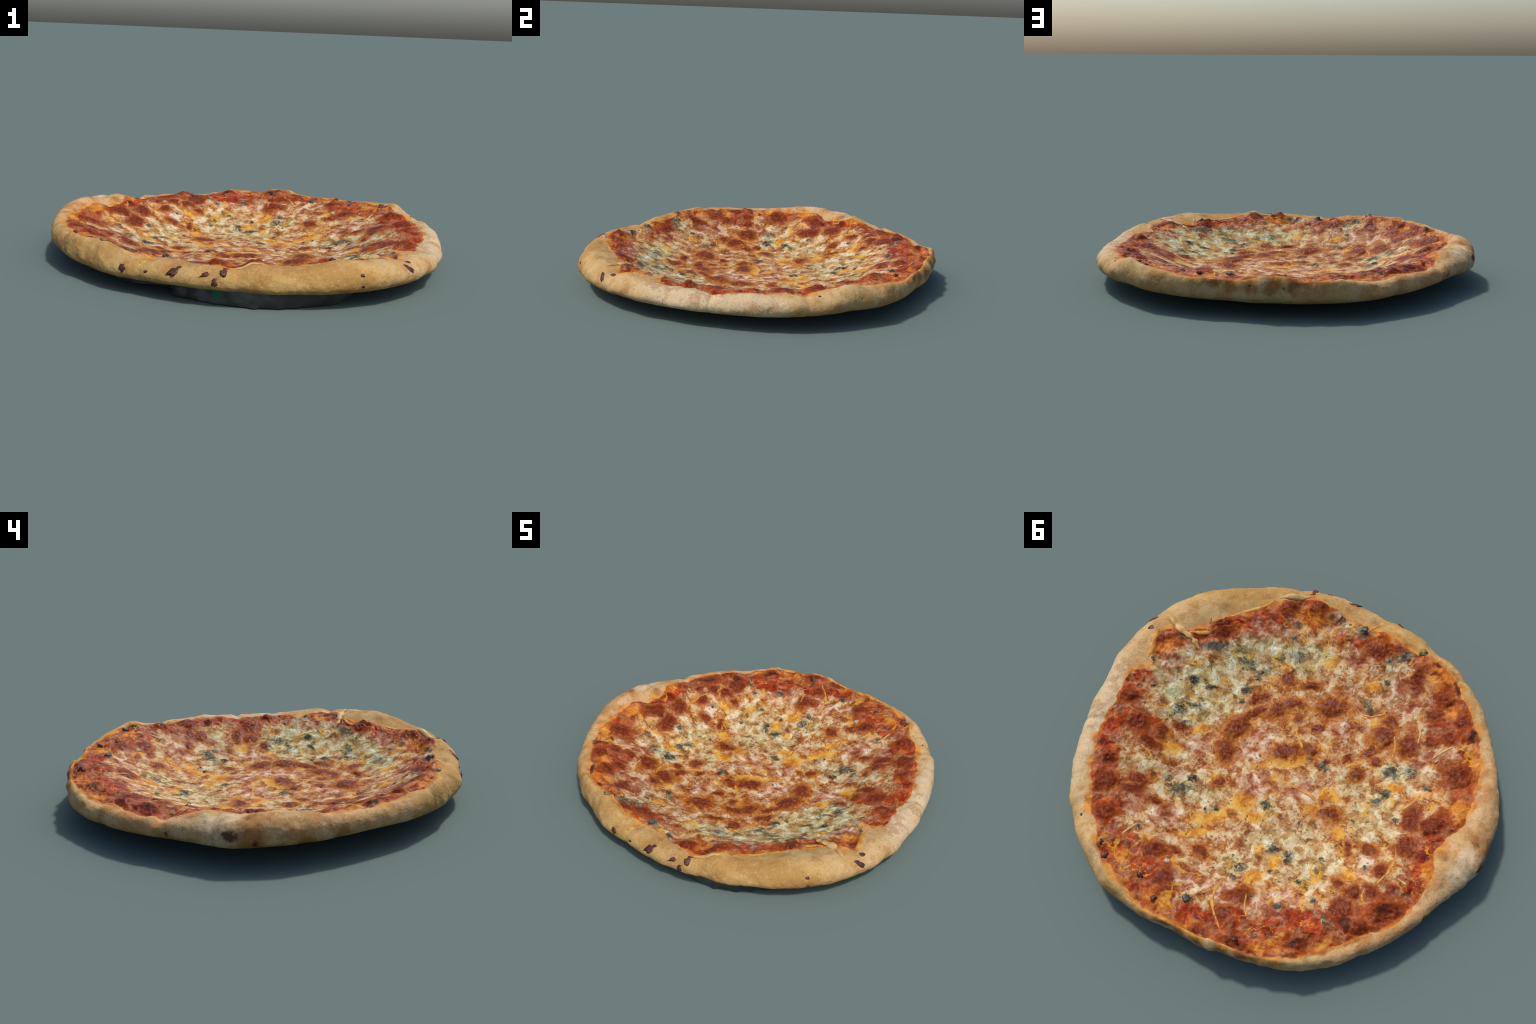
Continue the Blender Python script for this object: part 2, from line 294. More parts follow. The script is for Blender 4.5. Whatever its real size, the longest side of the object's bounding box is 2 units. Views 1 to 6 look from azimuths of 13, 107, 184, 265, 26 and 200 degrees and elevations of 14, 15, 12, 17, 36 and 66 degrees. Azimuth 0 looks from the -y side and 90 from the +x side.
grid = np.concatenate(rows, 0)
NR = grid.shape[0]
n_under = N_UNDER - 1
verts = grid.reshape(-1, 3)
c_top = len(verts)
c_bot = c_top + 1
verts = np.concatenate([verts, [[0, 0, float(rows[0][0, :, 2].mean())], [0, 0, .0005]]])
i = np.arange(NR - 1)[:, None] * NT
j = np.arange(NT)[None]
jn = (j + 1) % NT
quads = np.stack([i + j, i + NT + j, i + NT + jn, i + jn], -1).reshape(-1, 4)
row_of_quad = np.repeat(np.arange(NR - 1), NT)
tri_top = np.stack([np.full(NT, c_top), j[0], jn[0]], -1)
last = (NR - 1) * NT
tri_bot = np.stack([np.full(NT, c_bot), last + jn[0], last + j[0]], -1)

# vertex normals of the whole closed body
def vertex_normals():
    n = np.zeros_like(verts)
    for f in (quads[:, [0, 1, 2]], quads[:, [0, 2, 3]], tri_top, tri_bot):
        a, b, c = verts[f[:, 0]], verts[f[:, 1]], verts[f[:, 2]]
        m = np.cross(b - a, c - a)
        for k in range(3):
            for ax in range(3):
                n[:, ax] += np.bincount(f[:, k], m[:, ax], len(verts))
    return n / np.maximum(np.linalg.norm(n, axis=1, keepdims=True), 1e-12)
normals = vertex_normals()

def make_part(name, q, t, material, parent):
    """A region of the body as its own object; borders keep the body's normals."""
    used = np.unique(np.concatenate([q.ravel(), t.ravel()]).astype(np.int64))
    remap = np.full(len(verts), -1, np.int64)
    remap[used] = np.arange(len(used))
    me = bpy.data.meshes.new(name)
    nv, nq, ntri = len(used), len(q), len(t)
    me.vertices.add(nv)
    me.vertices.foreach_set('co', verts[used].astype(np.float32).ravel())
    loops = np.concatenate([remap[q].ravel(), remap[t].ravel()]).astype(np.int32)
    me.loops.add(len(loops))
    me.loops.foreach_set('vertex_index', loops)
    me.polygons.add(nq + ntri)
    starts = np.concatenate([np.arange(nq) * 4, nq * 4 + np.arange(ntri) * 3]).astype(np.int32)
    me.polygons.foreach_set('loop_start', starts)
    me.update(calc_edges=True)
    me.polygons.foreach_set('use_smooth', np.ones(nq + ntri, bool))
    me.normals_split_custom_set_from_vertices(normals[used].tolist())
    if isinstance(material, list):
        mid = np.concatenate([verts[q].mean(1), verts[t].mean(1)])
        cells = cell_of(mid[:, 0], mid[:, 1])
        own = np.unique(cells)
        for c in own:
            me.materials.append(material[c])
        me.polygons.foreach_set('material_index', np.searchsorted(own, cells).astype(np.int32))
    else:
        me.materials.append(material)
    o = bpy.data.objects.new(name, me)
    COL.objects.link(o)
    o.parent = parent
    return o

# ------------------------------------------------------------------ materials
class Nodes:
    def __init__(self, name):
        self.mat = bpy.data.materials.new(name)
        self.mat.use_nodes = True
        self.t = self.mat.node_tree
        self.t.nodes.clear()
        self.out = self.t.nodes.new('ShaderNodeOutputMaterial')
        self.bsdf = self.t.nodes.new('ShaderNodeBsdfPrincipled')
        self.t.links.new(self.bsdf.outputs[0], self.out.inputs[0])
        self.previous = None
        self.cell = None
        self.coord = self.t.nodes.new('ShaderNodeTexCoord').outputs['Object']
    def put(self, sock, v):
        if hasattr(v, 'is_linked'):
            self.t.links.new(v, sock)
        else:
            sock.default_value = v
    def node(self, kind, **kw):
        n = self.t.nodes.new(kind)
        for k, v in kw.items():
            setattr(n, k, v)
        return n
    def math(self, op, a, b=None, c=None, clamp=False):
        n = self.node('ShaderNodeMath', operation=op, use_clamp=clamp)
        for k, v in enumerate((a, b, c)):
            if v is not None:
                self.put(n.inputs[k], v)
        return n.outputs[0]
    def vec(self, op, a, b=None, scale=None):
        n = self.node('ShaderNodeVectorMath', operation=op)
        self.put(n.inputs[0], a)
        if b is not None:
            self.put(n.inputs[1], b)
        if scale is not None:
            self.put(n.inputs['Scale'], scale)
        return n.outputs['Value'] if op in ('LENGTH', 'DOT_PRODUCT') else n.outputs[0]
    def noise(self, scale, detail=3, rough=.55, vector=None, distort=0, color=False):
        n = self.node('ShaderNodeTexNoise')
        self.put(n.inputs['Vector'], vector if vector is not None else self.coord)
        n.inputs['Scale'].default_value = scale
        n.inputs['Detail'].default_value = detail
        n.inputs['Roughness'].default_value = rough
        n.inputs['Distortion'].default_value = distort
        return n.outputs['Color' if color else 'Fac']
    def voronoi(self, scale, vector=None, feature='F1'):
        n = self.node('ShaderNodeTexVoronoi', feature=feature)
        self.put(n.inputs['Vector'], vector if vector is not None else self.coord)
        n.inputs['Scale'].default_value = scale
        return n.outputs['Distance']
    def step(self, v, lo, hi, a=0., b=1.):
        n = self.node('ShaderNodeMapRange', interpolation_type='SMOOTHSTEP')
        for k, q in enumerate((v, lo, hi, a, b)):
            self.put(n.inputs[k], q)
        return n.outputs[0]
    def mix(self, f, a, b, blend='MIX'):
        n = self.node('ShaderNodeMix', data_type='RGBA', blend_type=blend)
        self.put(n.inputs[0], f)
        for s_, v in ((n.inputs[6], a), (n.inputs[7], b)):
            self.put(s_, v if hasattr(v, 'is_linked') else (*v, 1))
        return n.outputs[2]
    def ramp(self, f, stops):
        n = self.node('ShaderNodeValToRGB')
        el = n.color_ramp.elements
        while len(el) < len(stops):
            el.new(.5)
        for e, (p, c) in zip(el, stops):
            e.position = p
            e.color = (*c, 1)
        self.put(n.inputs[0], f)
        return n.outputs[0]
    def patch_distance(self, pos, patches):
        """Smallest elliptical distance to a set of patches."""
        best = None
        for cx, cy, a, b, ang in [p for p in patches if self.reaches(p)]:
            m = self.node('ShaderNodeMapping', vector_type='TEXTURE')
            # each patch waits for the one before it, which keeps the shader's stack short
            turn = self.node('ShaderNodeVectorMath', operation='MULTIPLY_ADD')
            if self.previous is not None:
                self.put(turn.inputs[0], self.previous)
            turn.inputs[1].default_value = (1e-7, 1e-7, 0)
            self.put(turn.inputs[2], pos)
            self.put(m.inputs['Vector'], turn.outputs[0])
            m.inputs['Location'].default_value = (cx, cy, 0)
            m.inputs['Rotation'].default_value = (0, 0, math.radians(ang))
            m.inputs['Scale'].default_value = (a, b, 1)
            d = self.vec('LENGTH', m.outputs[0])
            best = d if best is None else self.math('MINIMUM', best, d)
            self.previous = best
        return 9.0 if best is None else best
    def reaches(self, p):
        """Only the patches that can touch this square of the pizza are wired in."""
        if self.cell is None:
            return True
        x0, y0, x1, y1 = self.cell
        m = 1.5 * max(p[2], p[3]) + .04
        return x0 - m < p[0] < x1 + m and y0 - m < p[1] < y1 + m
    def warped(self, amounts, flat=True):
        p = self.coord
        if flat:
            p = self.vec('MULTIPLY', p, (1, 1, 0))
        base = p
        for scale, amt in amounts:
            c = self.noise(scale, 3, .6, vector=base, color=True)
            c = self.vec('MULTIPLY', self.vec('SUBTRACT', c, (.5, .5, .5)), (amt, amt, 0 if flat else amt))
            p = self.vec('ADD', p, c)
        return p, base
    def bump(self, h, strength, dist):
        n = self.node('ShaderNodeBump')
        n.inputs['Strength'].default_value = strength
        n.inputs['Distance'].default_value = dist
        self.put(n.inputs['Height'], h)
        self.t.links.new(n.outputs[0], self.bsdf.inputs['Normal'])
    def rim_distance(self):
        """Distance outside the topping border (negative on the topping)."""
        sep = self.node('ShaderNodeSeparateXYZ')
        self.put(sep.inputs[0], self.coord)
        ang = self.math('ARCTAN2', sep.outputs[1], sep.outputs[0])
        turn = self.math('FRACT', self.math('DIVIDE', ang, 2 * math.pi))
        fc = self.node('ShaderNodeFloatCurve')
        cv = fc.mapping.curves[0]
        knots = [(0.0, float(TOPPING_EDGE(0)))] + [(a / 360, v) for a, v in TOPPING_EDGE_KNOTS] + [(1.0, float(TOPPING_EDGE(360)))]
        cv.points[0].location = knots[0]
        cv.points[1].location = knots[-1]
        for kx, kv in knots[1:-1]:
            cv.points.new(kx, kv)
        fc.mapping.update()
        self.put(fc.inputs['Value'], turn)
        rad = self.vec('LENGTH', self.vec('MULTIPLY', self.coord, (1, 1, 0)))
        return self.math('SUBTRACT', rad, fc.outputs[0])

DOUGH = (.46, .285, .115)
DOUGH_PALE = (.56, .42, .235)
DOUGH_TOAST = (.33, .15, .050)
STAIN = (.50, .17, .018)
ORANGE_C = (.43, .14, .012)
YELLOW_C = (.56, .28, .018)
CHAR_C = (.045, .012, .008)
CELLS = 6

def topping_material(cell):
    n = Nodes('melted_toppings')
    n.cell = cell
    pos, flat = n.warped([(13, .08), (48, .030)])
    fine, _ = n.warped([(24, .05), (80, .018)])
    grain = n.noise(60, 3, .6, vector=fine)
    grain2 = n.noise(18, 3.5, .56, vector=pos)
    veins = n.noise(13, 4, .6, vector=pos, distort=.6)
    sauce_d = n.patch_distance(pos, SAUCE)
    blue_d = n.patch_distance(pos, BLUE_ZONE)
    main_d = n.patch_distance(pos, BLUE_ZONE[:5])
    pink_d = n.patch_distance(pos, PINK_ZONE)
    orange_d = n.patch_distance(pos, ORANGE)
    yellow_d = n.patch_distance(pos, YELLOW)
    blister_d = n.patch_distance(pos, BLISTER)
    mold_d = n.patch_distance(fine, MOLD)
    char_d = n.patch_distance(pos, CHAR)
    # melted cheese: cream islands in orange oil, brown-red in the gaps
    col = n.ramp(grain2, [(.32, (.12, .026, .008)), (.41, (.25, .072, .011)), (.48, (.38, .165, .048)), (.54, (.47, .31, .15)), (.66, (.58, .49, .30))])
    col = n.mix(n.math('MULTIPLY', n.step(veins, .49, .57), .75), col, n.ramp(grain, [(.36, (.16, .038, .011)), (.50, (.30, .115, .034)), (.64, (.52, .385, .24))]))
    # blue cheese: pale, greenish, mottled with ochre and grey
    blue = n.ramp(grain2, [(.32, (.075, .070, .04)), (.40, (.23, .155, .05)), (.48, (.38, .31, .13)), (.56, (.51, .47, .27)), (.68, (.60, .60, .43))])
    blue = n.mix(n.math('MULTIPLY', n.step(grain, .56, .68), .6), blue, (.27, .27, .19))
    col = n.mix(n.math('MULTIPLY', n.math('MAXIMUM', n.step(main_d, 1.3, .7), n.math('MULTIPLY', n.step(blue_d, 1.45, .45), .62)), n.step(veins, .62, .44, .45, .97)), col, blue)
    # thin film of cheese over sauce, in streaks
    pink = n.ramp(grain2, [(.34, (.15, .032, .014)), (.44, (.26, .080, .034)), (.52, (.38, .18, .10)), (.60, (.52, .37, .25)), (.70, (.62, .55, .42))])
    col = n.mix(n.math('MULTIPLY', n.step(pink_d, 1.25, .6), .85), col, pink)
    # sauce
    sauce = n.ramp(n.noise(20, 4, .6, vector=pos), [(.32, (.080, .011, .005)), (.44, (.165, .019, .006)), (.54, (.27, .034, .008)), (.63, (.38, .066, .012)), (.74, (.43, .17, .07))])
    rim = n.rim_distance()
    rim_n = n.math('ADD', rim, n.math('MULTIPLY', n.math('SUBTRACT', n.noise(20, 3), .5), .10))
    near = n.step(rim_n, -.15, -.07)
    sauce_m = n.math('MAXIMUM', n.step(sauce_d, 1.2, .8), n.math('MULTIPLY', near, .92))
    keep = n.math('SUBTRACT', 1, n.math('MULTIPLY', n.step(blue_d, 1.0, .6), .75))
    sauce_m = n.math('MULTIPLY', sauce_m, keep)
    inner = n.step(rim, -.34, -.12)
    streak = n.step(veins, .46, .58)
    sauce_m = n.math('MULTIPLY', sauce_m, n.math('SUBTRACT', 1, n.math('MULTIPLY', streak, n.math('SUBTRACT', .85, n.math('MULTIPLY', inner, .45)))))
    toast = n.ramp(grain2, [(.34, (.11, .021, .007)), (.45, (.20, .044, .009)), (.54, (.33, .102, .014)), (.62, (.43, .20, .05)), (.72, (.48, .33, .16))])
    col = n.mix(sauce_m, col, n.mix(n.step(rim, -.36, -.20), toast, sauce))
    # orange oil and yellow cheddar
    orange = n.ramp(grain2, [(.32, (.22, .035, .008)), (.45, (.42, .115, .013)), (.58, (.56, .215, .025)), (.72, (.62, .34, .09))])
    col = n.mix(n.math('MULTIPLY', n.step(orange_d, 1.3, .5), .72), col, orange)
    col = n.mix(n.math('MULTIPLY', n.step(yellow_d, 1.3, .6), .8), col, n.mix(n.step(grain2, .38, .58), ORANGE_C, YELLOW_C))
    # thin wandering yellow shreds
    ridge = n.math('ABSOLUTE', n.math('SUBTRACT', n.noise(8, 2, .5, vector=fine, distort=.8), .5))
    shred = n.math('MULTIPLY', n.step(ridge, .016, .005), n.step(n.noise(5, 2), .48, .56))
    col = n.mix(n.math('MULTIPLY', shred, .75), col, YELLOW_C)
    # browned blisters: orange skirt, red-brown cap
    wob = n.math('ADD', blister_d, n.math('MULTIPLY', n.math('SUBTRACT', veins, .5), 1.6))
    skirt = n.ramp(grain, [(.35, (.25, .058, .009)), (.62, (.42, .148, .016))])
    skirt = n.mix(n.math('MULTIPLY', n.step(rim, -.36, -.20), .8), skirt, (.22, .036, .009))
    col = n.mix(n.math('MULTIPLY', n.step(wob, 1.75, .95), .85), col, skirt)
    cap = n.ramp(grain, [(.34, (.070, .010, .004)), (.48, (.115, .018, .006)), (.60, (.165, .034, .011)), (.75, (.26, .095, .05))])
    col = n.mix(n.math('MULTIPLY', n.step(wob, 1.25, .50), .92), col, cap)
    # blue mould: grey-green with black specks
    mwob = n.math('ADD', mold_d, n.math('MULTIPLY', n.math('SUBTRACT', grain, .5), 2.6))
    mold = n.ramp(grain2, [(.34, (.011, .013, .011)), (.46, (.045, .046, .031)), (.58, (.14, .137, .082)), (.70, (.32, .31, .20))])
    col = n.mix(n.math('MULTIPLY', n.step(mwob, 1.25, .35), .94), col, mold)
    # fine specks and pale threads
    speck = n.math('MULTIPLY', n.step(n.voronoi(40, vector=fine), .26, .10), n.step(n.noise(11, 2), .36, .48))
    col = n.mix(n.math('MULTIPLY', speck, .8), col, (.085, .032, .016))
    crumbs = n.math('MULTIPLY', n.step(n.voronoi(70, vector=pos), .24, .12), n.step(blue_d, 1.4, .8))
    col = n.mix(n.math('MULTIPLY', crumbs, .7), col, (.075, .070, .045))
    pale = n.math('MULTIPLY', n.step(n.noise(48, 4, .7, vector=fine, distort=1.0), .57, .66), n.step(sauce_m, .9, .3))
    pale = n.math('MULTIPLY', pale, n.step(wob, .7, 1.1))
    col = n.mix(n.math('MULTIPLY', pale, .25), col, (.62, .53, .36))
    col = n.mix(n.math('MULTIPLY', n.step(char_d, 1.3, .5), .85), col, CHAR_C)
    # oily orange margin at the crust
    oil = n.step(n.math('ADD', rim, n.math('MULTIPLY', n.math('SUBTRACT', n.noise(30, 3), .5), .05)), -.010, .006)
    col = n.mix(n.math('MULTIPLY', oil, .8), col, n.mix(n.step(grain2, .4, .6), (.34, .09, .012), STAIN))
    n.put(n.bsdf.inputs['Base Color'], col)
    wet = n.math('MAXIMUM', n.step(wob, 1.2, .7), sauce_m)
    n.put(n.bsdf.inputs['Roughness'], n.math('SUBTRACT', n.step(grain, .3, .7, .42, .60), n.math('MULTIPLY', wet, .16)))
    n.bsdf.inputs['Specular IOR Level'].default_value = .06
    n.bump(n.math('ADD', grain, n.math('MULTIPLY', grain2, 1.5)), .22, .006)
    return n.mat

def cell_of(x, y):
    k = lambda v: np.clip(((v + 1.02) / 2.04 * CELLS).astype(int), 0, CELLS - 1)
    return k(x) * CELLS + k(y)

# toasted and burnt places on the rim: x, y, z, size
TOASTED = [(-.93, .166, .206, .035), (-.80, .26, .19, .04), (-.99, .17, .14, .07), (-.97, -.04, .10, .045), (-.96, -.20, .12, .05),
           (.10, .93, .15, .045), (.0, .94, .15, .045), (.19, .92, .15, .04), (-.09, .935, .15, .045), (.28, .91, .16, .035), (-.16, .93, .17, .04)]
BURNT = [(-.94, .165, .206, .014), (-.975, .25, .150, .032), (-.99, .15, .12, .022), (-.80, -.36, .19, .018), (-.83, .505, .105, .016), (.10, .935, .15, .012), (-.05, .94, .14, .014)]
# stretches of dough by bake: golden at the front, ruddy at -x, pale at +x
GOLDEN = [(.30, -.98, .85, .30, 12), (-.45, -.85, .45, .22, 150)]
RUDDY = [(-1.0, .05, .50, .20, 95), (-.75, .62, .40, .16, 45)]
PALE = [(1.0, .12, .42, .14, 95), (.95, -.15, .16, .10, 100), (-.90, .30, .10, .06, 60), (-.86, -.05, .12, .05, 90)]

def crust_material():
    n = Nodes('baked_dough')
    warp, _ = n.warped([(18, .07), (70, .025)], flat=False)
    broad, _ = n.warped([(6, .25), (30, .06)])
    mid = n.noise(15, 4, .62)
    fine = n.noise(120, 4, .7)
    col = n.mix(n.step(n.noise(5, 3, .6), .40, .62), (.41, .245, .092), (.48, .33, .155))
    col = n.mix(n.math('MULTIPLY', n.step(n.patch_distance(broad, GOLDEN), 1.25, .6), .8), col,
                n.mix(n.step(n.noise(7, 3, .6), .38, .64), (.345, .19, .052), (.455, .295, .108)))
    col = n.mix(n.math('MULTIPLY', n.step(n.patch_distance(broad, RUDDY), 1.25, .6), .75), col,
                n.mix(n.step(n.noise(9, 3, .6), .40, .62), (.40, .19, .070), (.52, .335, .165)))
    col = n.mix(n.math('MULTIPLY', n.step(n.patch_distance(broad, PALE), 1.25, .6), .6), col, (.55, .46, .31))
    col = n.mix(n.math('MULTIPLY', n.step(mid, .46, .66), .55), col, (.29, .135, .042))
    # flour bloom and blistered grain
    col = n.mix(n.math('MULTIPLY', n.step(fine, .48, .64), .30), col, (.22, .11, .04))
    col = n.mix(n.math('MULTIPLY', n.step(n.noise(90, 3, .7), .57, .68), .30), col, (.60, .50, .34))
    # oil and sauce soaked into the inner slope
    rim = n.rim_distance()
    wob = n.math('MULTIPLY', n.math('SUBTRACT', n.noise(11, 4, .6), .5), .16)
    height = n.node('ShaderNodeSeparateXYZ')
    n.put(height.inputs[0], n.coord)
    below = n.math('MAXIMUM', 0, n.math('SUBTRACT', .165, height.outputs[2]))
    stain = n.step(n.math('ADD', n.math('MULTIPLY_ADD', below, .9, rim), wob), .026, -.004)
    col = n.mix(n.math('MULTIPLY', stain, .88), col, n.mix(n.step(mid, .40, .58), (.36, .10, .014), (.52, .235, .04)))
    def spots(lst, inner, outer):
        best = None
        for x_, y_, z_, s_ in lst:
            d = n.math('DIVIDE', n.vec('LENGTH', n.vec('SUBTRACT', warp, (x_, y_, z_))), s_)
            best = d if best is None else n.math('MINIMUM', best, d)
        return n.step(best, outer, inner)
    col = n.mix(n.math('MULTIPLY', spots(TOASTED, .4, 1.2), .75), col, n.mix(n.step(mid, .4, .6), (.16, .050, .014), (.30, .12, .03)))
    col = n.mix(n.math('MULTIPLY', spots(BURNT, .4, 1.25), .88), col, CHAR_C)
    n.put(n.bsdf.inputs['Base Color'], col)
    n.bsdf.inputs['Roughness'].default_value = .72
    n.bsdf.inputs['Specular IOR Level'].default_value = .05
    n.bump(n.math('ADD', fine, n.math('MULTIPLY', mid, .7)), .45, .004)
    return n.mat

def plain_material(name, base, vary, scale=60, rough=.5):
    n = Nodes(name)
    f = n.noise(scale, 4, .6)
    n.put(n.bsdf.inputs['Base Color'], n.mix(n.step(f, .35, .65), base, vary))
    n.bsdf.inputs['Roughness'].default_value = rough
    n.bsdf.inputs['Specular IOR Level'].default_value = .35
    n.bump(f, .5, .004)
    return n.mat

def prop_material():
    n = Nodes('dark_prop')
    col = n.mix(n.step(n.noise(9, 4), .4, .65), (.028, .031, .028), (.075, .080, .070))
    warp, _ = n.warped([(14, .05)], flat=False)
    def spot(c, s_):
        return n.step(n.math('DIVIDE', n.vec('LENGTH', n.vec('SUBTRACT', warp, c)), s_), 1.1, .6)
    col = n.mix(spot((.10, -.90, .045), .028), col, (.006, .10, .035))
    for c, s_ in (((-.06, -.84, .035), .03), ((.03, -.87, .025), .03), ((-.30, -.72, .03), .04)):
        col = n.mix(n.math('MULTIPLY', spot(c, s_), .7), col, (.095, .095, .105))
    n.put(n.bsdf.inputs['Base Color'], col)
    n.bsdf.inputs['Roughness'].default_value = .7
    return n.mat

STEP = 2.04 / CELLS
TOPPING = [topping_material((-1.02 + a * STEP, -1.02 + b * STEP, -1.02 + (a + 1) * STEP, -1.02 + (b + 1) * STEP))
           for a in range(CELLS) for b in range(CELLS)]
CRUST = crust_material()
UNDERSIDE = plain_material('floured_underside', (.42, .30, .17), (.27, .16, .075), 14, .8)
SHRED = plain_material('yellow_cheese', (.36, .135, .015), (.52, .26, .035), 28, .5)
PALE_SHRED = plain_material('pale_cheese', (.52, .36, .14), (.40, .20, .045), 28, .5)
DRIP = plain_material('burnt_sauce', (.045, .012, .009), (.105, .028, .016), 45, .5)
CRUMB = plain_material('blue_cheese', (.018, .021, .017), (.12, .125, .09), 75, .6)
PALE_LUMP = plain_material('pale_curd', (.40, .37, .28), (.24, .22, .16), 60, .5)
OLIVE = plain_material('herb_piece', (.24, .17, .05), (.12, .085, .03), 60, .5)
PROP = prop_material()

# ------------------------------------------------------------ split into parts
pizza = bpy.data.objects.new('pizza', None)
pizza.empty_display_size = .2
COL.objects.link(pizza)
pizza['label'] = 'round four-cheese pizza with puffy crust and browned melted cheese'
pizza['category'] = 'pizza'

first_rim = N_TOP - 1
first_under = N_TOP + N_RIM - 1
centre = verts[quads].mean(1)
on_top = row_of_quad < first_rim
on_rim = (row_of_quad >= first_rim) & (row_of_quad < first_under)
owner = np.full(len(quads), -1)
cx_, cy_ = centre[:, 0], centre[:, 1]
wx = cx_ + .016 * fbm(cx_ * 16, cy_ * 16, 0 * cx_, 2, 31)
wy = cy_ + .016 * fbm(cx_ * 16, cy_ * 16, 0 * cx_ + 5, 2, 37)
best = np.full(len(quads), 9.)
for k, e in enumerate(BLISTER):
    d = np.where(on_top, ellipse_distance(wx, wy, e), 9.)
    take = (d < 1.1) & (d < best)
    owner[take] = k
    best[take] = d[take]
none3 = np.zeros((0, 3), np.int64)
frac = np.hypot(cx_, cy_) / np.repeat(r_in[None], NR - 1, 0).reshape(-1)
sauce_ring = on_top & (owner < 0) & (frac > .86 + .05 * fbm(cx_ * 9, cy_ * 9, 0 * cx_, 2, 77))
make_part('melted_cheese', quads[on_top & (owner < 0) & ~sauce_ring], tri_top, TOPPING, pizza)
make_part('tomato_sauce', quads[sauce_ring], none3, TOPPING, pizza)
for k in range(len(BLISTER)):
    sel = owner == k
    if sel.any():
        make_part('cheese_blister', quads[sel], none3, TOPPING, pizza)
make_part('crust', quads[on_rim], none3, CRUST, pizza)
make_part('underside', quads[row_of_quad >= first_under], tri_bot, UNDERSIDE, pizza)

# --------------------------------------------------------- laid-on small pieces
from mathutils.bvhtree import BVHTree
from mathutils import Vector
_tris = np.concatenate([quads[:, [0, 1, 2]], quads[:, [0, 2, 3]]])[:]
_top_rows = np.concatenate([row_of_quad, row_of_quad]) < first_under
tree = BVHTree.FromPolygons([tuple(v) for v in verts.tolist()], _tris[_top_rows].tolist())

def surface_at(x, y):
    hit, nor, _, _ = tree.ray_cast(Vector((x, y, 1)), Vector((0, 0, -1)))
    if hit is None:
        hit, nor, _, _ = tree.find_nearest(Vector((x, y, .13)))
    if nor.z < 0 and hit.z > .14:
        nor = -nor
    return hit, nor

def new_mesh(name, vs, fs, material):
    me = bpy.data.meshes.new(name)
    me.from_pydata([tuple(v) for v in vs], [], [tuple(f) for f in fs])
    me.polygons.foreach_set('use_smooth', [True] * len(me.polygons))
    me.materials.append(material)
    o = bpy.data.objects.new(name, me)
    COL.objects.link(o)
    o.parent = pizza
    return o

def strand(name, knots, width, material, lift=.3, seed=0):
    """A shred of cheese lying on the surface along (x, y) knots."""
    k = np.array(knots, float)
    d = np.concatenate([[0], np.cumsum(np.linalg.norm(np.diff(k, axis=0), axis=1))])
    n = max(8, int(d[-1] / .007))
    u = np.linspace(0, d[-1], n)
    px, py = np.interp(u, d, k[:, 0]), np.interp(u, d, k[:, 1])
    for _ in range(3):
        px[1:-1] = (px[:-2] + px[1:-1] * 2 + px[2:]) / 4
        py[1:-1] = (py[:-2] + py[1:-1] * 2 + py[2:]) / 4
    hits = [surface_at(a, b) for a, b in zip(px, py)]
    P = np.array([h[0] for h in hits])
    N = np.array([h[1] for h in hits])
    for _ in range(2):
        N[1:-1] = N[:-2] + N[1:-1] + N[2:]
        P[1:-1, 2] = (P[:-2, 2] + P[1:-1, 2] + P[2:, 2]) / 3
    N /= np.linalg.norm(N, axis=1, keepdims=True)
    T = np.gradient(P, axis=0)
    T /= np.linalg.norm(T, axis=1, keepdims=True)
    B = np.cross(N, T)
    B /= np.linalg.norm(B, axis=1, keepdims=True)
    M = 10
    vs, fs = [], []
    for a in range(n):
        e = math.sin(math.pi * (a + .35) / (n - .3)) ** .45
        w = width * .72 * e * (1 + .5 * float(noise3(np.array([a * .35]), np.array([seed * 3.1]), np.array([0.]), 5)[0]))
        for m in range(M):
            t_ = 2 * math.pi * m / M
            vs.append(P[a] + N[a] * (w * lift) + B[a] * w * math.cos(t_) + N[a] * w * .5 * math.sin(t_))
    for a in range(n - 1):
        for m in range(M):
            fs.append((a*M + m, a*M + (m+1) % M, (a+1)*M + (m+1) % M, (a+1)*M + m))
    fs.append(tuple(range(M))[::-1])
    fs.append(tuple((n-1)*M + m for m in range(M)))
    return new_mesh(name, vs, fs, material)

def lump(name, pos, nor, size, material, seed, sink=.25):
    """An irregular crumb set into the surface; size = along, across, up."""
    nu, nv = 14, 9
    N = np.array(nor); N /= np.linalg.norm(N)
    a = rng.uniform(0, 2 * math.pi)
    ref = np.array([math.cos(a), math.sin(a), 0])
    if len(size) > 3:
        ref = np.array(size[3])
    T = ref - N * ref.dot(N); T /= np.linalg.norm(T)
    B = np.cross(N, T)
    p_ = np.repeat(np.pi * np.arange(nv) / (nv - 1), nu)
    q_ = np.tile(2 * np.pi * np.arange(nu) / nu, nv)
    d = np.stack([np.sin(p_) * np.cos(q_), np.sin(p_) * np.sin(q_), np.cos(p_)], -1)
    k = (1 + .5 * noise3(*(d[:, c] * 2.3 + seed * 5.7 for c in range(3)), 3))[:, None]
    vs = np.array(pos) + k * (T * d[:, :1] * size[0] + B * d[:, 1:2] * size[1] + N * (d[:, 2:] - sink) * size[2])
    fs = []
    for i_ in range(nv - 1):
        for j_ in range(nu):
            fs.append((i_*nu + j_, (i_+1)*nu + j_, (i_+1)*nu + (j_+1) % nu, i_*nu + (j_+1) % nu))
    return new_mesh(name, vs, fs, material)

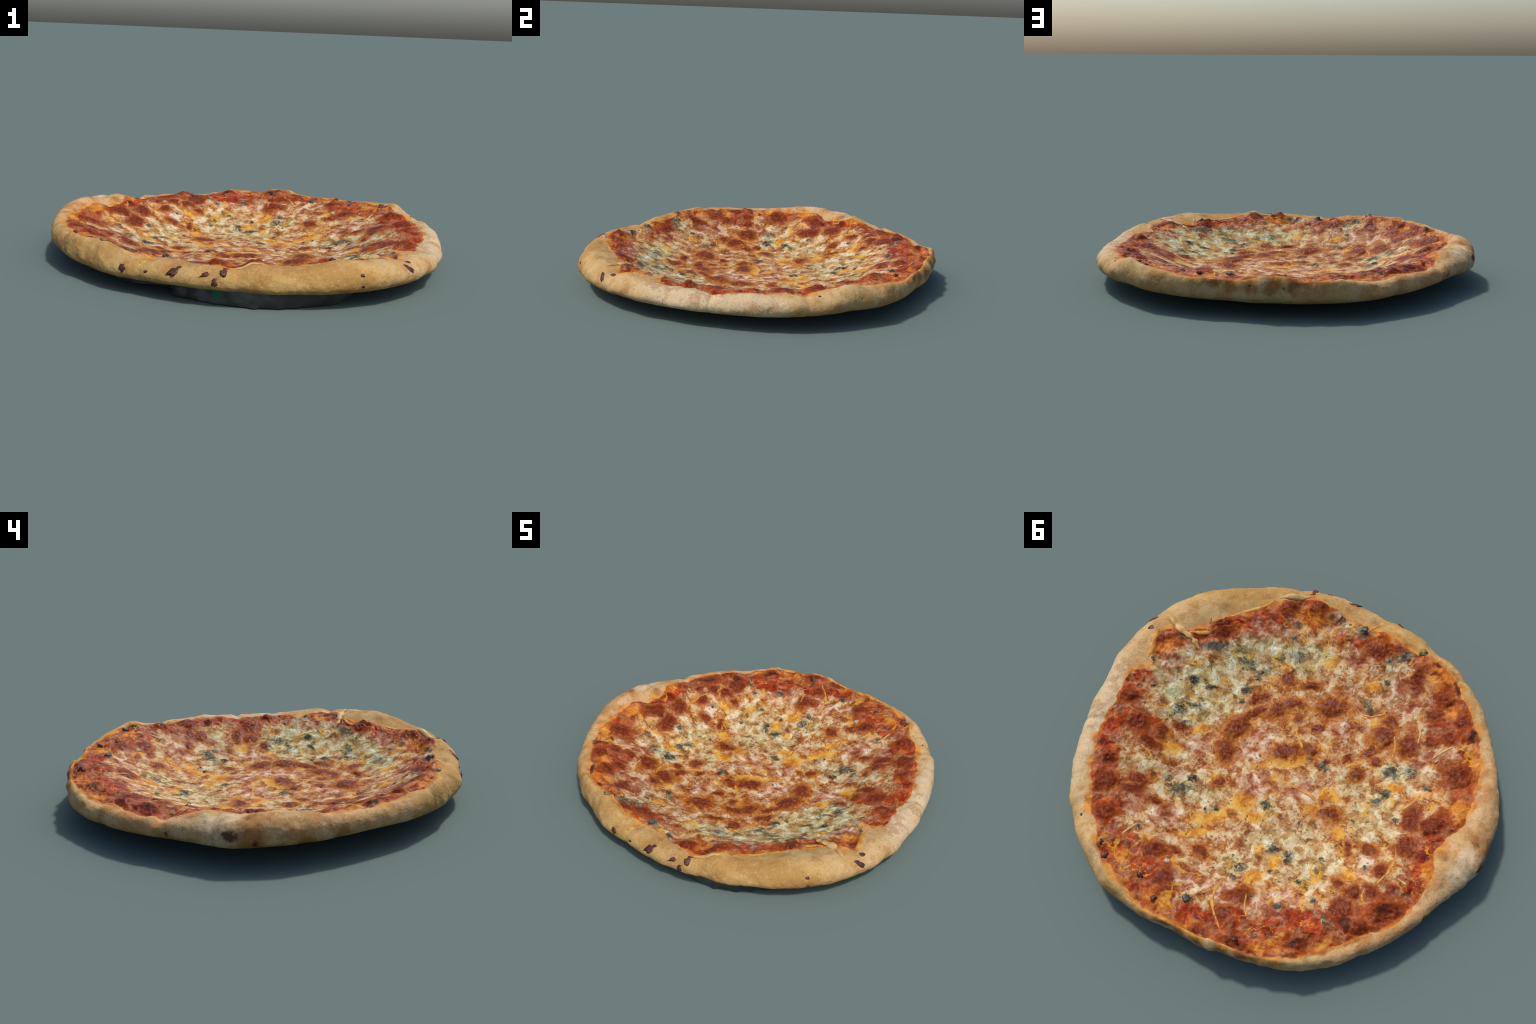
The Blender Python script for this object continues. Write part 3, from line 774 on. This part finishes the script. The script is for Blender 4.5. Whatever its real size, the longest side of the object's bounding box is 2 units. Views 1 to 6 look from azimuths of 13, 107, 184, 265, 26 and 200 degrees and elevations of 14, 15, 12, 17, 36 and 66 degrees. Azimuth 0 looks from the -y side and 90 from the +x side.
YELLOW_STRANDS = [
    (0.020, [(0.821, -0.491), (0.823, -0.429), (0.811, -0.37), (0.81, -0.318)]),
    (0.016, [(0.67, -0.516), (0.57, -0.548)]),
    (0.015, [(-0.178, -0.785), (-0.216, -0.831), (-0.246, -0.869)]),
    (0.012, [(0.016, 0.057), (-0.068, 0.074), (-0.144, 0.089), (-0.189, 0.121)]),
    (0.010, [(0.017, -0.21), (-0.01, -0.17), (-0.039, -0.134)]),
    (0.011, [(-0.094, -0.204), (-0.133, -0.159), (-0.166, -0.122)]),
    (0.011, [(-0.447, -0.303), (-0.463, -0.258), (-0.463, -0.195)]),
    (0.008, [(-0.233, -0.407), (-0.266, -0.38), (-0.312, -0.383), (-0.375, -0.412)]),
    (0.012, [(-0.266, -0.097), (-0.301, -0.124), (-0.345, -0.141)]),
    (0.012, [(0.098, 0.619), (0.109, 0.686), (0.106, 0.746), (0.078, 0.795), (0.029, 0.856)]),
    (0.008, [(-0.028, 0.667), (-0.038, 0.725), (-0.064, 0.771)]),
    (0.013, [(-0.641, -0.035), (-0.612, 0.017), (-0.563, 0.071)]),
    (0.010, [(-0.516, 0.491), (-0.51, 0.529), (-0.522, 0.562)]),
    (0.010, [(-0.592, 0.256), (-0.608, 0.298), (-0.597, 0.383), (-0.558, 0.458)]),
    (0.011, [(-0.321, 0.573), (-0.353, 0.603)]),
    (0.016, [(0.502, -0.66), (0.424, -0.722), (0.35, -0.771), (0.323, -0.806)]),
]
PALE_STRANDS = [
    (0.022, [(0.792, -0.563), (0.751, -0.53), (0.695, -0.502), (0.638, -0.486), (0.596, -0.449)]),
    (0.009, [(0.595, -0.625), (0.588, -0.592)]),
    (0.008, [(0.548, 0.497), (0.569, 0.534), (0.591, 0.578)]),
    (0.009, [(-0.725, -0.291), (-0.676, -0.25), (-0.645, -0.216)]),
    (0.009, [(-0.641, 0.408), (-0.684, 0.427)]),
    (0.008, [(-0.521, -0.432), (-0.561, -0.336), (-0.563, -0.279)]),
    (0.018, [(0.155, -0.892), (0.231, -0.858), (0.297, -0.828)]),
]

for k, (w, kn) in enumerate(YELLOW_STRANDS):
    strand('cheese_strand', kn, w, SHRED, -.22, k)
for k, (w, kn) in enumerate(PALE_STRANDS):
    strand('cheese_strand', kn, w, PALE_SHRED, .1, k + 40)

for k, e in enumerate(MOLD):
    if min(e[2], e[3]) < .012 and k % 2:
        continue
    for m in range(2):
        ang = rng.uniform(0, 6.28)
        rad = rng.uniform(0, .6) * min(e[2], e[3])
        p, nr = surface_at(e[0] + rad * math.cos(ang), e[1] + rad * math.sin(ang))
        sz = rng.uniform(.004, .009)
        lump('blue_cheese_crumb', p, nr, (sz, sz * .7, sz * .5), CRUMB, k + m * .37, .35)

# burnt dribbles of sauce on the outside of the rim: point, length, width, lean
DRIPS = [((-.073, -.925, .137), .030, .018, .9), ((-.055, -.915, .152), .020, .008, .6), ((.069, -.935, .134), .028, .012, .25), ((.111, -.951, .112), .016, .013, .8),
         ((.142, -.921, .145), .026, .017, 1.2), ((-.325, -.874, .112), .022, .018, .5), ((-.208, -.914, .121), .012, .008, .3), ((.689, -.743, .144), .009, .011, 1.3),
         ((.69, -.735, .112), .010, .007, 0), ((.868, -.536, .148), .028, .014, -.9), ((.857, -.483, .169), .022, .014, -.6), ((.797, .547, .16), .009, .007, 0),
         ((.655, .655, .190), .018, .013, .4), ((.55, -.62, .19), .012, .009, .2)]
for k, (p, a, b, lean) in enumerate(DRIPS):
    hit, nor, _, _ = tree.find_nearest(Vector(p))
    out = np.array([hit.x, hit.y, 0]); out /= np.linalg.norm(out)
    nr = np.array(nor)
    if nr.dot(out) + nr[2] < 0:
        nr = -nr
    side = np.array([-out[1], out[0], 0])
    along = side * math.cos(lean) + np.array([0, 0, 1]) * math.sin(lean)
    lump('burnt_drip', hit, nr, (a, b, .006, along), DRIP, k * 1.3, .5)
# browned nuggets that sit on the sauce near the rim
for k, (x, y, sz, m) in enumerate([(.341, .818, .016, DRIP), (.357, .63, .015, PALE_LUMP), (-.464, -.719, .020, OLIVE), (.44, .74, .016, DRIP), (.62, .70, .018, DRIP),
                                   (.21, .775, .018, CRUMB), (-.05, .885, .024, DRIP), (-.16, -.775, .02, CRUMB)]):
    hit, nor = surface_at(x, y)
    lump('topping_nugget', hit, nor, (sz, sz * .8, sz * .6), m, k * 2.1 + 3, .2)

# ------------------------------------------------------------------ dark prop
def build_prop():
    front = [(-.43, -.62), (-.41, -.71), (-.33, -.75), (-.22, -.73), (-.14, -.74), (-.107, -.835), (.02, -.862), (.108, -.885), (.193, -.897),
             (.271, -.89), (.368, -.858), (.453, -.805), (.533, -.752), (.587, -.69), (.63, -.56), (.645, -.45), (.48, -.38), (.15, -.42), (-.1, -.44), (-.3, -.5)]
    base_z = [.03, .018, .014, .012, .008, .003] + [0.0] * 8 + [.006, .012, .012, .012, .012, .03]
    pts, bz = [], []
    m = len(front)
    for a in range(m):
        for q_ in range(6):
            u = q_ / 6
            b = (a + 1) % m
            pts.append([front[a][c] * (1 - u) + front[b][c] * u for c in (0, 1)])
            bz.append(base_z[a] * (1 - u) + base_z[b] * u)
    pts = np.array(pts); bz = np.array(bz)
    for _ in range(2):
        pts = (np.roll(pts, 1, 0) + 2 * pts + np.roll(pts, -1, 0)) / 4
    c0 = pts.mean(0)
    pts = c0 + (pts - c0) * 1.015
    M = len(pts)
    levels = [(0, .80), (0, .985), (.04, 1.0), (.35, 1.015), (.6, 1.035), (1.0, 1.045)]
    vs, fs = [], []
    for lv, sc in levels:
        for k in range(M):
            p = c0 + (pts[k] - c0) * sc
            rad = float(np.hypot(*p))
            ztop = float(np.interp(rad, UNDER_R, UNDER_Z)) + .006 + .016 * float(smooth(.62, .8, rad))
            wob = .010 * float(noise3(np.array([p[0] * 30]), np.array([p[1] * 30]), np.array([lv * 3]), 2)[0])
            d = (pts[k] - c0) / np.linalg.norm(pts[k] - c0)
            vs.append((p[0] + d[0] * wob, p[1] + d[1] * wob, min(bz[k], ztop - .006) + (ztop - min(bz[k], ztop - .006)) * lv))
    L = len(levels)
    for a in range(L - 1):
        for k in range(M):
            fs.append((a*M + k, a*M + (k+1) % M, (a+1)*M + (k+1) % M, (a+1)*M + k))
    vs.append((c0[0], c0[1], .004)); fs += [(len(vs) - 1, (k+1) % M, k) for k in range(M)]
    vs.append((c0[0], c0[1], .045)); fs += [(len(vs) - 1, (L-1)*M + k, (L-1)*M + (k+1) % M) for k in range(M)]
    return new_mesh('support_block', vs, fs, PROP)
build_prop()
